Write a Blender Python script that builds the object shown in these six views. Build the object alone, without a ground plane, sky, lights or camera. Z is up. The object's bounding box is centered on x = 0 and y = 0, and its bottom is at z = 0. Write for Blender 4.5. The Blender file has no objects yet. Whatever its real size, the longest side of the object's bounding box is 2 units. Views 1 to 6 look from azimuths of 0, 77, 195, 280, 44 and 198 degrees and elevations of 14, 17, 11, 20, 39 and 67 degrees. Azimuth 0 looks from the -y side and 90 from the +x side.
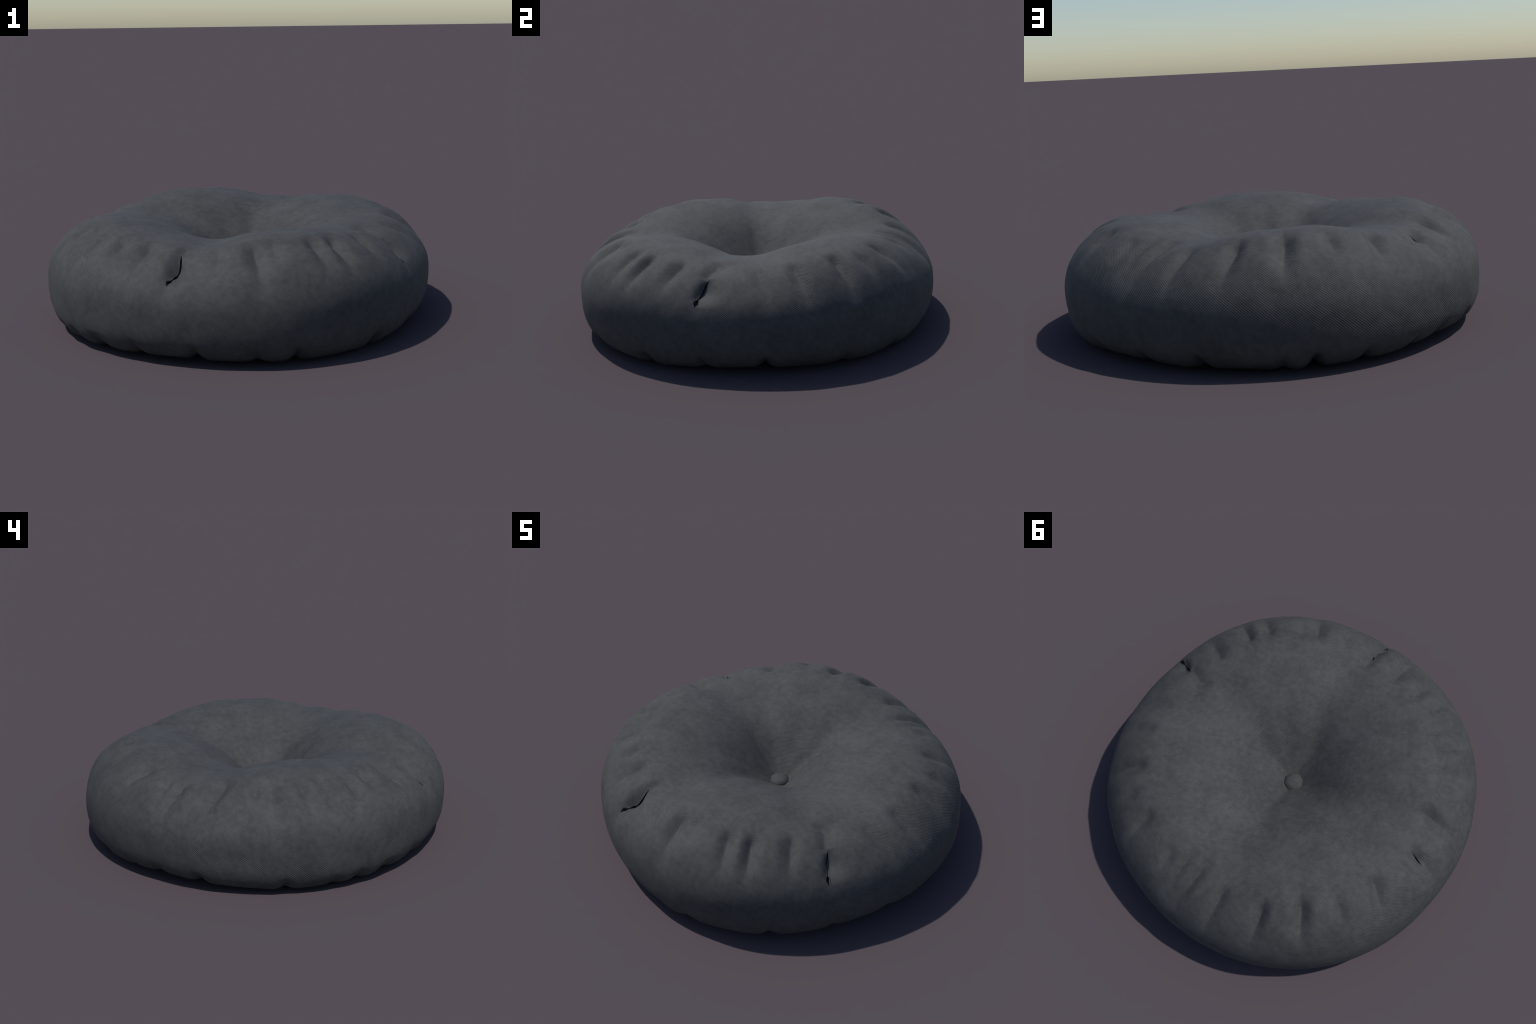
"""Round tufted floor cushion: one soft four-lobed body with pleats gathered at the
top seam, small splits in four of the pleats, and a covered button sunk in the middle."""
import bpy, math
import numpy as np

TAU = 2 * math.pi
N_AROUND = 1080

# ------------------------------------------------------------------ body profile rules
# each list: mean, then cos/sin pairs of the 1st, 2nd, 3rd ... harmonic around the cushion
RADIUS = [.9907, 0.003, .0006, -.0051, .0037, .0008, .0011, .0012, .0089, .0019, .0018]
CREST = [.5200, .0014, .0016, -.0025, .003, .0004, -.003, -.0058, .0252, .0015, -.0028, .0015, -.0022,
         -.0008, -.001, .0019, .0029, .0015, .0002, -.0019, -.0009, -.0006, .0004, .0015, .002]
EQUATOR = [.2454, -.0037, -.0085, .0022, -.0042]
FOOT = [.0051, -.0003, -.0039, .0027, -.0024, .0032, -.0022, .0019, -.009]
CREST_AT, FOOT_AT = .706, .748          # where crest and foot sit, as a share of the radius
ROUND_TOP, ROUND_FOOT = 1.80, 3.64      # superellipse exponents of the shoulder and of the foot
PIT_Z, PIT_A, PIT_B = .224, 3.05, 1.27  # the tufted hollow on top
PIT_Z_BELOW = .185
TUBE_R, TUBE_Z = .71, .25               # centre of the tube-like section, for angles round it
RING_COUNTS = (64, 15, 91, 74, 40)      # rings: hollow, crest to seam, seam to equator, equator to foot, underside

# places where the crest, the girth or the foot departs from the even lobes: (angle, half width in degrees, metres)
CREST_LOCAL = [(61, 15, -.011), (178, 12, .010), (-101, 12, .006), (-130, 12, -.008), (160, 8, .006)]
GIRTH_LOCAL = [(40, 20, .007)]
FOOT_LOCAL = [(160, 14, .008), (100, 16, .006)]


def local(bumps, t):
    return sum(h * np.exp(-(wrap(t - math.radians(a)) / math.radians(w)) ** 2) for a, w, h in bumps)


def wrap(a):
    return (a + math.pi) % TAU - math.pi


def wave(c, t):
    v = c[0] + 0 * t
    for i in range((len(c) - 1) // 2):
        v = v + c[1 + 2 * i] * np.cos((i + 1) * t) + c[2 + 2 * i] * np.sin((i + 1) * t)
    return v


def section(kind, p, t):
    """radius and height of ring parameter p (0..1 in its zone) at angle t"""
    R, zc = wave(RADIUS, t) + local(GIRTH_LOCAL, t), wave(CREST, t) + local(CREST_LOCAL, t)
    ze, zf = wave(EQUATOR, t), wave(FOOT, t) + local(FOOT_LOCAL, t)
    if kind == "hollow":
        return R * CREST_AT * p, PIT_Z + (zc - PIT_Z) * (1 - (1 - p ** PIT_B) ** PIT_A)
    if kind == "shoulder":
        a = p * math.pi / 2
        return (R * (CREST_AT + (1 - CREST_AT) * np.sin(a) ** (2 / ROUND_TOP)),
                ze + (zc - ze) * np.cos(a) ** (2 / ROUND_TOP))
    if kind == "wall":
        a = (1 - p) * math.pi / 2
        return (R * (FOOT_AT + (1 - FOOT_AT) * np.sin(a) ** (2 / ROUND_FOOT)),
                ze + (zf - ze) * np.cos(a) ** (2 / ROUND_FOOT))
    q = 1 - p                           # underside, from the foot back to the middle
    return R * FOOT_AT * q, PIT_Z_BELOW + (zf - PIT_Z_BELOW) * (1 - (1 - q ** PIT_B) ** 2.6)


def even(kind, n, lo=0.0, hi=1.0, first=False):
    """n ring parameters spaced evenly along the section's length"""
    p = np.linspace(lo, hi, 3000)
    r, z = section(kind, p, np.zeros_like(p))
    s = np.concatenate([[0], np.cumsum(np.hypot(np.diff(r), np.diff(z)))])
    want = np.linspace(0, s[-1], n + 1)
    q = np.interp(want, s, p)
    q[0], q[-1] = lo, hi
    return q if first else q[1:]


SEAM_P = .188                            # shoulder parameter of the seam ring
rings = [("hollow", p) for p in even("hollow", RING_COUNTS[0])]
rings += [("shoulder", p) for p in even("shoulder", RING_COUNTS[1], 0, SEAM_P)]
seam_ring = len(rings) - 1
rings += [("shoulder", p) for p in even("shoulder", RING_COUNTS[2], SEAM_P, 1)]
rings += [("wall", p) for p in even("wall", RING_COUNTS[3])]
foot_ring = len(rings) - 1
rings += [("below", p) for p in even("below", RING_COUNTS[4])[:-1]]
M, N = len(rings), N_AROUND


def smooth(x):
    x = np.clip(x, 0, 1)
    return x * x * (3 - 2 * x)


# ------------------------------------------------------------------ splits in the pleats
# angle round the tube (deg), angle round the cushion (deg), gap (m); outer lips: how far each side sinks
SPLITS = [
    dict(path=[(78, -109.4, 0), (70, -108.3, .009), (62, -107.8, .008), (53, -107.8, .003), (51, -107.9, .003), (48, -108.0, .011), (44, -108.4, .008), (41, -108.8, .003),
               (36, -109.5, .020), (29, -109.5, 0)], sink=(.031, .038), reach=(.021, .052)),
    dict(path=[(67, -28.4, 0), (62, -30.0, .004), (56, -30.5, .008), (49, -30.6, .006), (43, -30.9, .002),
               (36, -31.3, .003), (30, -32.0, .022), (24, -31.6, 0)], sink=(.023, .032), reach=(.022, .080)),
    dict(path=[(76, 158.0, 0), (66, 157.6, .005), (60, 157.0, .006), (53, 156.2, 0)], sink=(.013, .009), reach=(.055, .020)),
]

# ------------------------------------------------------------------ pleats
# (angle at top, angle at bottom, tube angle where it starts, where it ends, depth, half width left, right)
PLEATS = [
    (-150, -149.5, 86, 24, .022, .046, .046), (-142.3, -141, 76, 38, .008, .020, .032),
    (-132.5, -131.5, 82, 38, .021, .036, .030), (-121.5, -120, 84, 34, .022, .038, .032),
    (-108.6, -109.5, 92, 2, .014, .026, .060), (-96, -95.5, 76, 40, .012, .028, .028),
    (-85, -83.2, 80, 20, .023, .030, .040), (-78, -78.5, 84, 38, .010, .034, .030),
    (-65, -64, 80, 28, .020, .030, .034), (-56.5, -56.3, 80, 28, .027, .028, .034),
    (-42, -43.5, 84, 33, .021, .038, .030), (-29, -30.6, 96, 8, .015, .030, .068),
    (-13, -8, 84, 22, .013, .036, .034), (.5, 2, 80, 26, .018, .034, .034),
    (16.5, 16.5, 79, 18, .022, .026, .036), (26, 27.5, 72, 34, .010, .024, .030),
    (37.5, 41, 78, 30, .014, .030, .030), (54, 55.5, 79, 45, .011, .030, .030),
    (60, 64, 92, 12, .008, .032, .028), (67.5, 65.5, 90, 12, .019, .028, .024),
    (79, 77.5, 84, 18, .016, .026, .028), (95, 92.5, 80, 28, .025, .034, .028),
    (109, 107.5, 86, 30, .032, .034, .034), (122.5, 121.5, 79, 44, .014, .032, .030),
    (139, 134, 86, 24, .024, .036, .034), (150.8, 152.6, 80, 32, .013, .022, .026),
    (157.8, 156.5, 82, 6, .016, .036, .030), (173.5, 171, 88, 34, .024, .036, .034),
    (-168.8, -168.5, 82, 25, .021, .042, .042), (-174, -174.5, 79, 40, .014, .026, .024),
    (-159, -157, 80, 32, .018, .024, .030), (-117.5, -117, 84, 20, .006, .024, .020),
]
# the same along the lower edge, running from the side in under the foot
HEMS = [(-151, .010), (-131, .014), (-119, .020), (-101.5, .030), (-84.5, .018), (-74, .028), (-49, .030), (-30, .018),
        (-11, .036), (13.5, .014), (33, .016), (52, .014), (69, .018), (86, .026), (106.5, .016), (114.5, .046),
        (128, .024), (143, .014), (154, .018), (168.5, .028), (-165.5, .022), (-143, .018), (-133.5, .020)]

# grid of angles, bent so that one grid line runs along each split and opens there
j_idx = np.arange(M)
TH = np.repeat((np.arange(N) * TAU / N - math.pi)[:, None], M, 1)
r0 = np.array([section(k, p, np.float64(0)) for k, p in rings])
PHI_RING = np.degrees(np.arctan2(r0[:, 1] - TUBE_Z, r0[:, 0] - TUBE_R))
PHI_RING[foot_ring + 1:] = np.linspace(PHI_RING[foot_ring], PHI_RING[foot_ring] - 60, M - foot_ring - 1)
side = np.zeros((N, M))                 # which side of a split, fading away from it
extra = np.zeros((N, M))                # sinking of the lips
for sp in SPLITS:
    ph, an, gap = np.array(sp["path"], float)[::-1].T
    col = int(round((math.radians(an.mean()) + math.pi) / TAU * N)) % N
    base = TH[col, 0]
    inside = [j for j in range(M) if ph[0] <= PHI_RING[j] <= ph[-1] and seam_ring < j]
    sp["col"], sp["j0"], sp["j1"] = col, inside[0] - 1, inside[-1] + 1
    target = np.radians(np.interp(PHI_RING, ph, an)) - base
    fade = smooth((PHI_RING - (ph[0] - 22)) / 22) * smooth(((ph[-1] + 22) - PHI_RING) / 22)
    d = wrap(TH - base)
    TH += (target * fade)[None] * np.exp(-(d / .07) ** 2)
    g = np.interp(PHI_RING, ph, gap, left=0, right=0)
    g[: sp["j0"] + 1] = 0
    g[sp["j1"]:] = 0
    sp["gap"] = g
    x = wrap(d) * .87
    TH += np.sign(d) * (g[None] / 2 / .87) * np.exp(-np.abs(x) / .035) * (np.arange(N)[:, None] != col)
    span = np.clip((PHI_RING - ph[0]) / (ph[-1] - ph[0]), 0, 1)
    sp["lip"] = np.sin(span * math.pi) ** 1.7 * (PHI_RING > ph[0]) * (PHI_RING < ph[-1])
    s = np.sign(np.arange(N) - col)[:, None]
    for sign, k in ((-1, 0), (1, 1)):
        extra -= np.where(s == sign, sp["sink"][k] * np.exp(-(np.abs(x) / sp["reach"][k]) ** 1.2), 0) * sp["lip"][None]


def surface(th, j=None):
    """points and outward normals of the plain body at the angles th (N x M)"""
    r, z = np.empty_like(th), np.empty_like(th)
    for jj, (kind, p) in enumerate(rings):
        r[:, jj], z[:, jj] = section(kind, p, th[:, jj])
    return np.stack([r * np.cos(th), r * np.sin(th), z], -1)


BASE = surface(TH)
for _ in range(110):                     # ease the joins between the zones of the section
    soft = .25 * BASE[:, :-2] + .5 * BASE[:, 1:-1] + .25 * BASE[:, 2:]
    keep = smooth((np.hypot(BASE[:, 1:-1, 0], BASE[:, 1:-1, 1]) - .25) / .2)[..., None]
    BASE[:, 1:-1] += (soft - BASE[:, 1:-1]) * keep
du = np.roll(BASE, -1, 0) - np.roll(BASE, 1, 0)
dv = np.gradient(BASE, axis=1)
NORMAL = np.cross(dv, du)
NORMAL /= np.linalg.norm(NORMAL, axis=-1, keepdims=True) + 1e-12
if (NORMAL[:, seam_ring, 2] < 0).mean() > .5:
    NORMAL = -NORMAL
RR = np.hypot(BASE[..., 0], BASE[..., 1])
PHI = np.broadcast_to(PHI_RING[None], TH.shape)

disp = extra.copy()
for top, low, hi, lo, depth, wl, wr in PLEATS:
    f = np.clip((hi - PHI) / (hi - lo), -.5, 1.5)
    mid = np.radians(top + (low - top) * np.clip(f, 0, 1))
    x = wrap(TH - mid) * RR
    w = np.where(x < 0, wl, wr)
    env = smooth((hi + 8 - PHI) / 20) * (1 - smooth((f - .22) / .95))
    ax = np.abs(x)
    valley = np.exp(-(ax / (1.22 * w)) ** 1.5)
    swell = np.exp(-((ax - 1.75 * w) / (.8 * w)) ** 2)
    disp += env * depth * (-1.48 * valley + .10 * swell)
for ang, wide, depth in ((-112, 12, .010), (-27, 12, .006), (71, 12, .007)):   # soft troughs into the hollow
    x = wrap(TH - math.radians(ang)) / math.radians(wide)
    disp -= depth * np.exp(-x ** 2) * smooth((RR - .06) / .14) * smooth((.46 - RR) / .22)
# broad departures of the stuffing: (angle, half width, angle round the tube, half width there, metres)
for ang, wide, tube, tall, up in ((20, 15, 133, 18, .012), (74, 12, 132, 18, .009), (-104, 12, 134, 18, .011),
                                  (-168, 23, 68, 24, -.009), (-78, 9, 70, 22, -.008), (-29, 8, 92, 16, -.008),
                                  (-124, 12, 46, 18, -.006), (40, 12, 68, 16, -.006), (-60, 8, 52, 16, -.005),
                                  (-40, 26, -52, 22, .010), (-122, 18, -52, 22, .008), (58, 16, -50, 20, -.007),
                                  (158, 14, -50, 20, -.005)):
    disp += up * np.exp(-(wrap(TH - math.radians(ang)) / math.radians(wide)) ** 2 - ((PHI - tube) / tall) ** 2)
for ang, depth in HEMS:
    x = wrap(TH - math.radians(ang)) * RR
    env = smooth((-25 - PHI) / 14) * smooth((PHI + 112) / 40)
    ax = np.abs(x)
    disp += env * depth * .85 * (-np.exp(-(ax / .026) ** 1.3) + .08 * np.exp(-((ax - .06) / .03) ** 2))


def ripple(rng, n, scale):
    """gentle unevenness of the stuffing: a sum of random plane waves"""
    v = 0
    for _ in range(n):
        k = rng.normal(size=3)
        k *= scale * rng.uniform(.6, 1.4) / np.linalg.norm(k)
        v = v + np.sin(BASE @ k + rng.uniform(0, TAU))
    return v / math.sqrt(n)


rng = np.random.default_rng(7)
disp += .0022 * ripple(rng, 10, 16) + .0009 * ripple(rng, 10, 42)
disp *= smooth((RR - .03) / .12)
POS = BASE + NORMAL * disp[..., None]
POS[..., 2] -= .004
POS[..., 2] = .5 * (POS[..., 2] + np.sqrt(POS[..., 2] ** 2 + .008 ** 2))   # the weight flattens it on the floor

# ------------------------------------------------------------------ mesh of the whole cover
vid = np.arange(N * M).reshape(N, M)
verts = [POS.reshape(-1, 3)]
count = N * M
centre_top = POS[:, 0].mean(0)
centre_low = POS[:, -1].mean(0)
verts.append(np.array([centre_top, centre_low]))
c_top, c_low = count, count + 1
count += 2
left_of = {}                             # (col, ring) -> vertex used by faces left of a split
lining = []
for sp in SPLITS:
    c, j0, j1 = sp["col"], sp["j0"], sp["j1"]
    js = np.arange(j0 + 1, j1)
    tang = np.stack([-np.sin(TH[c, js]), np.cos(TH[c, js]), 0 * js], -1)
    mid = POS[c, js]
    n = NORMAL[c, js]
    lip = sp["lip"][js][:, None]
    half = sp["gap"][js][:, None] / 2
    left = mid - tang * half - n * sp["sink"][0] * lip
    right = mid + tang * half - n * sp["sink"][1] * lip
    POS[c, js] = right
    verts[0][vid[c, js]] = right
    ids = count + np.arange(len(js))
    verts.append(left)
    count += len(js)
    for j, i in zip(js, ids):
        left_of[(c, j)] = i
    tip0, tip1 = POS[c, j0], POS[c, j1]
    floor = mid - n * (.030 + .036 * lip)
    under = .006 + .012 * lip
    lu, ru = left - tang * under - n * (.004 + .022 * lip), right + tang * under - n * (.004 + .022 * lip)
    stack = [np.vstack([tip0, q, tip1]) for q in (left, lu, floor, ru, right)]
    lining += [(stack[q], stack[q + 1]) for q in range(4)]

V = np.vstack(verts)
faces, zone = [], []
for j in range(M - 1):
    zn = "top_panel" if j < seam_ring else "side_panel" if j < foot_ring else "bottom_panel"
    for i in range(N):
        k = (i + 1) % N
        a, b, c, d = vid[i, j], vid[i, j + 1], left_of.get((k, j + 1), vid[k, j + 1]), left_of.get((k, j), vid[k, j])
        faces.append((a, b, c, d))
        zone.append(zn)
for i in range(N):
    k = (i + 1) % N
    faces.append((c_top, vid[i, 0], vid[k, 0]))
    zone.append("top_panel")
    faces.append((c_low, vid[k, M - 1], vid[i, M - 1]))
    zone.append("bottom_panel")

# put the body in the frame: lowest point on the ground, centred, longest side 2 m
lo, hi = V.min(0), V.max(0)
scale = 2.0 / max(hi[0] - lo[0], hi[1] - lo[1])
shift = np.array([(lo[0] + hi[0]) / 2, (lo[1] + hi[1]) / 2, lo[2]])


def place(p):
    return (np.asarray(p) - shift) * scale


V = place(V)

whole = bpy.data.meshes.new("whole_cover")
whole.from_pydata(V.tolist(), [], faces)
whole.update()
vn = np.empty(len(V) * 3, np.float32)
whole.vertex_normals.foreach_get("vector", vn)
vn = vn.reshape(-1, 3)
bpy.data.meshes.remove(whole)


# ------------------------------------------------------------------ materials
def cloth(name, mode, spacing, heading, tint=.66):
    mat = bpy.data.materials.new(name)
    mat.use_nodes = True
    nt = mat.node_tree
    N_, L = nt.nodes, nt.links
    bsdf = N_["Principled BSDF"]

    def math_(op, a, b=None, c=None):
        n = N_.new("ShaderNodeMath")
        n.operation = op
        for i, v in enumerate((a, b, c)):
            if v is None:
                continue
            if isinstance(v, (int, float)):
                n.inputs[i].default_value = v
            else:
                L.new(v, n.inputs[i])
        return n.outputs[0]

    def noise(vec, sc, detail=3.0, rough=.55):
        n = N_.new("ShaderNodeTexNoise")
        n.inputs["Scale"].default_value, n.inputs["Detail"].default_value, n.inputs["Roughness"].default_value = sc, detail, rough
        L.new(vec, n.inputs["Vector"])
        return n.outputs["Fac"]

    co = N_.new("ShaderNodeTexCoord").outputs["Object"]
    sep = N_.new("ShaderNodeSeparateXYZ")
    L.new(co, sep.inputs[0])
    x, y, z = sep.outputs
    h = math.radians(heading)
    if mode == "flat":                   # straight weave ribs across the panel
        along = math_("ADD", math_("MULTIPLY", x, math.cos(h)), math_("MULTIPLY", y, math.sin(h)))
        across = math_("ADD", math_("MULTIPLY", x, -math.sin(h)), math_("MULTIPLY", y, math.cos(h)))
    else:                                # weave runs slanting down the wall, cut in four lengths joined end to end
        turn = math_("ARCTAN2", y, x)
        joint = math_("ADD", turn, math.radians(110.8))
        strip = math_("FLOOR", math_("DIVIDE", joint, math.pi / 2))
        u = math_("MULTIPLY", turn, .95)
        rad = math_("SQRT", math_("ADD", math_("MULTIPLY", x, x), math_("MULTIPLY", y, y)))
        v = math_("MULTIPLY", math_("ARCTAN2", math_("SUBTRACT", z, .26), math_("SUBTRACT", rad, .71)), .29)
        along = math_("SUBTRACT", math_("MULTIPLY", u, math.cos(h)), math_("MULTIPLY", v, math.sin(h)))
        across = math_("ADD", math_("MULTIPLY", u, math.sin(h)), math_("MULTIPLY", v, math.cos(h)))
        across = math_("ADD", across, math_("MULTIPLY", strip, spacing * .43))
    fib = N_.new("ShaderNodeCombineXYZ")
    L.new(math_("MULTIPLY", along, 30.0), fib.inputs[0])
    L.new(math_("MULTIPLY", across, 110.0), fib.inputs[1])
    fibre = noise(fib.outputs[0], 1.0, 2.0)
    wob = noise(co, 26.0, 2.0)
    phase = math_("ADD", math_("DIVIDE", across, spacing), math_("MULTIPLY", wob, .5))
    rib = math_("SINE", math_("MULTIPLY", phase, TAU))
    rib = math_("ADD", math_("MULTIPLY", rib, .5), .5)

    blotch = noise(co, 7.5, 5.0, .62)
    fleck = noise(co, 34.0, 4.0, .6)
    warm = noise(co, 17.0, 3.0, .6)

    ramp = N_.new("ShaderNodeValToRGB")
    L.new(math_("ADD", math_("MULTIPLY", blotch, .48), math_("MULTIPLY", fleck, .52)), ramp.inputs[0])
    e = ramp.color_ramp.elements
    e[0].position, e[0].color = .385, (.0555 * tint, .0560 * tint, .0570 * tint, 1)
    e[1].position, e[1].color = .63, (.0900 * tint, .0910 * tint, .0925 * tint, 1)
    tan = N_.new("ShaderNodeMix")
    tan.data_type = "RGBA"
    tan.blend_type = "MULTIPLY"
    wr = N_.new("ShaderNodeMapRange")
    wr.inputs[1].default_value, wr.inputs[2].default_value, wr.inputs[3].default_value, wr.inputs[4].default_value = .5, .68, 0, .8
    L.new(warm, wr.inputs[0])
    L.new(wr.outputs[0], tan.inputs["Factor"])
    L.new(ramp.outputs[0], tan.inputs["A"])
    tan.inputs["B"].default_value = (1.0, .975, .935, 1)
    # ribs lighten and darken the yarn, unevenly
    amp = math_("MULTIPLY", math_("ADD", fibre, .1), .42 if mode == "flat" else .46)
    gain = math_("ADD", 1.0, math_("MULTIPLY", math_("SUBTRACT", rib, .5), amp))
    gain = math_("ADD", gain, math_("MULTIPLY", math_("SUBTRACT", fibre, .5), .35))
    tone = N_.new("ShaderNodeVectorMath")
    tone.operation = "SCALE"
    L.new(tan.outputs["Result"], tone.inputs[0])
    L.new(gain, tone.inputs["Scale"])
    L.new(tone.outputs[0], bsdf.inputs["Base Color"])
    bump = N_.new("ShaderNodeBump")
    bump.inputs["Strength"].default_value = .2
    bump.inputs["Distance"].default_value = .003
    L.new(math_("ADD", rib, math_("MULTIPLY", fibre, .8)), bump.inputs["Height"])
    L.new(bump.outputs[0], bsdf.inputs["Normal"])
    bsdf.inputs["Roughness"].default_value = .8
    bsdf.inputs["Specular IOR Level"].default_value = .5
    return mat


mat_top = cloth("grey_twill_top", "flat", .0059, 33)
mat_side = cloth("grey_twill_side", "wall", .0083, 42)
mat_low = cloth("grey_twill_underside", "flat", .0059, 33)
mat_inside = cloth("grey_inside_of_cover", "flat", .0059, 33, .8)  # tint lightened over the outer cloth to paint dim skylight into the splits
mat_button = cloth("grey_twill_button", "flat", .0059, -2)


# ------------------------------------------------------------------ objects
def link(ob, parent=None):
    bpy.context.scene.collection.objects.link(ob)
    if parent:
        ob.parent = parent
    return ob


root = link(bpy.data.objects.new("floor_cushion", None))
root["label"] = "round dark grey tufted floor cushion with pleats and button"
root["category"] = "floor cushion"

zone = np.array(zone)
for name, mat in (("top_panel", mat_top), ("side_panel", mat_side), ("bottom_panel", mat_low)):
    fs = [faces[i] for i in np.nonzero(zone == name)[0]]
    used = np.unique(np.concatenate([np.array(f) for f in fs]))
    new = np.full(len(V), -1)
    new[used] = np.arange(len(used))
    vv, nn = V[used], vn[used]
    ff = [tuple(int(new[i]) for i in f) for f in fs]
    outer = len(ff)
    if name == "side_panel":             # cloth folded in at the splits
        for e, f in lining:
            e, f = place(e), place(f)
            s, n = len(vv), len(e)
            nrm = np.cross(f - e, np.gradient(e, axis=0))
            nrm[np.linalg.norm(nrm, axis=1) < 1e-9] = (0, 0, 1)
            nrm /= np.linalg.norm(nrm, axis=1, keepdims=True)
            vv = np.vstack([vv, e, f])
            nn = np.vstack([nn, nrm, nrm])
            ff += [(s + q, s + n + q, s + n + q + 1, s + q + 1) for q in range(n - 1)]
    me = bpy.data.meshes.new(name)
    me.from_pydata(vv.tolist(), [], ff)
    me.polygons.foreach_set("use_smooth", np.ones(len(me.polygons), bool))
    me.update()
    me.normals_split_custom_set_from_vertices(nn.tolist())
    me.materials.append(mat)
    if len(ff) > outer:
        me.materials.append(mat_inside)
        me.polygons.foreach_set("material_index", (np.arange(len(ff)) >= outer).astype(np.int32))
    link(bpy.data.objects.new(name, me), root)

# covered button: a low eight-sided dome
bv, bf = [], []
levels = [(.040, .215), (.054, .230), (.057, .244), (.050, .258), (.028, .267)]
for r, z in levels:
    for k in range(8):
        a = math.radians(22.5 + 45 * k)
        bv.append((-.004 + r * math.cos(a), .003 + r * math.sin(a), z))
for l in range(len(levels) - 1):
    for k in range(8):
        m = (k + 1) % 8
        bf.append((l * 8 + k, l * 8 + m, l * 8 + 8 + m, l * 8 + 8 + k))
bv += [(-.004, .003, .269), (-.004, .003, .212)]
for k in range(8):
    m = (k + 1) % 8
    bf.append((32 + k, 32 + m, 40))
    bf.append((m, k, 41))
me = bpy.data.meshes.new("button")
me.from_pydata(place(np.array(bv)).tolist(), [], bf)
me.polygons.foreach_set("use_smooth", np.ones(len(me.polygons), bool))
me.materials.append(mat_button)
link(bpy.data.objects.new("button", me), root)
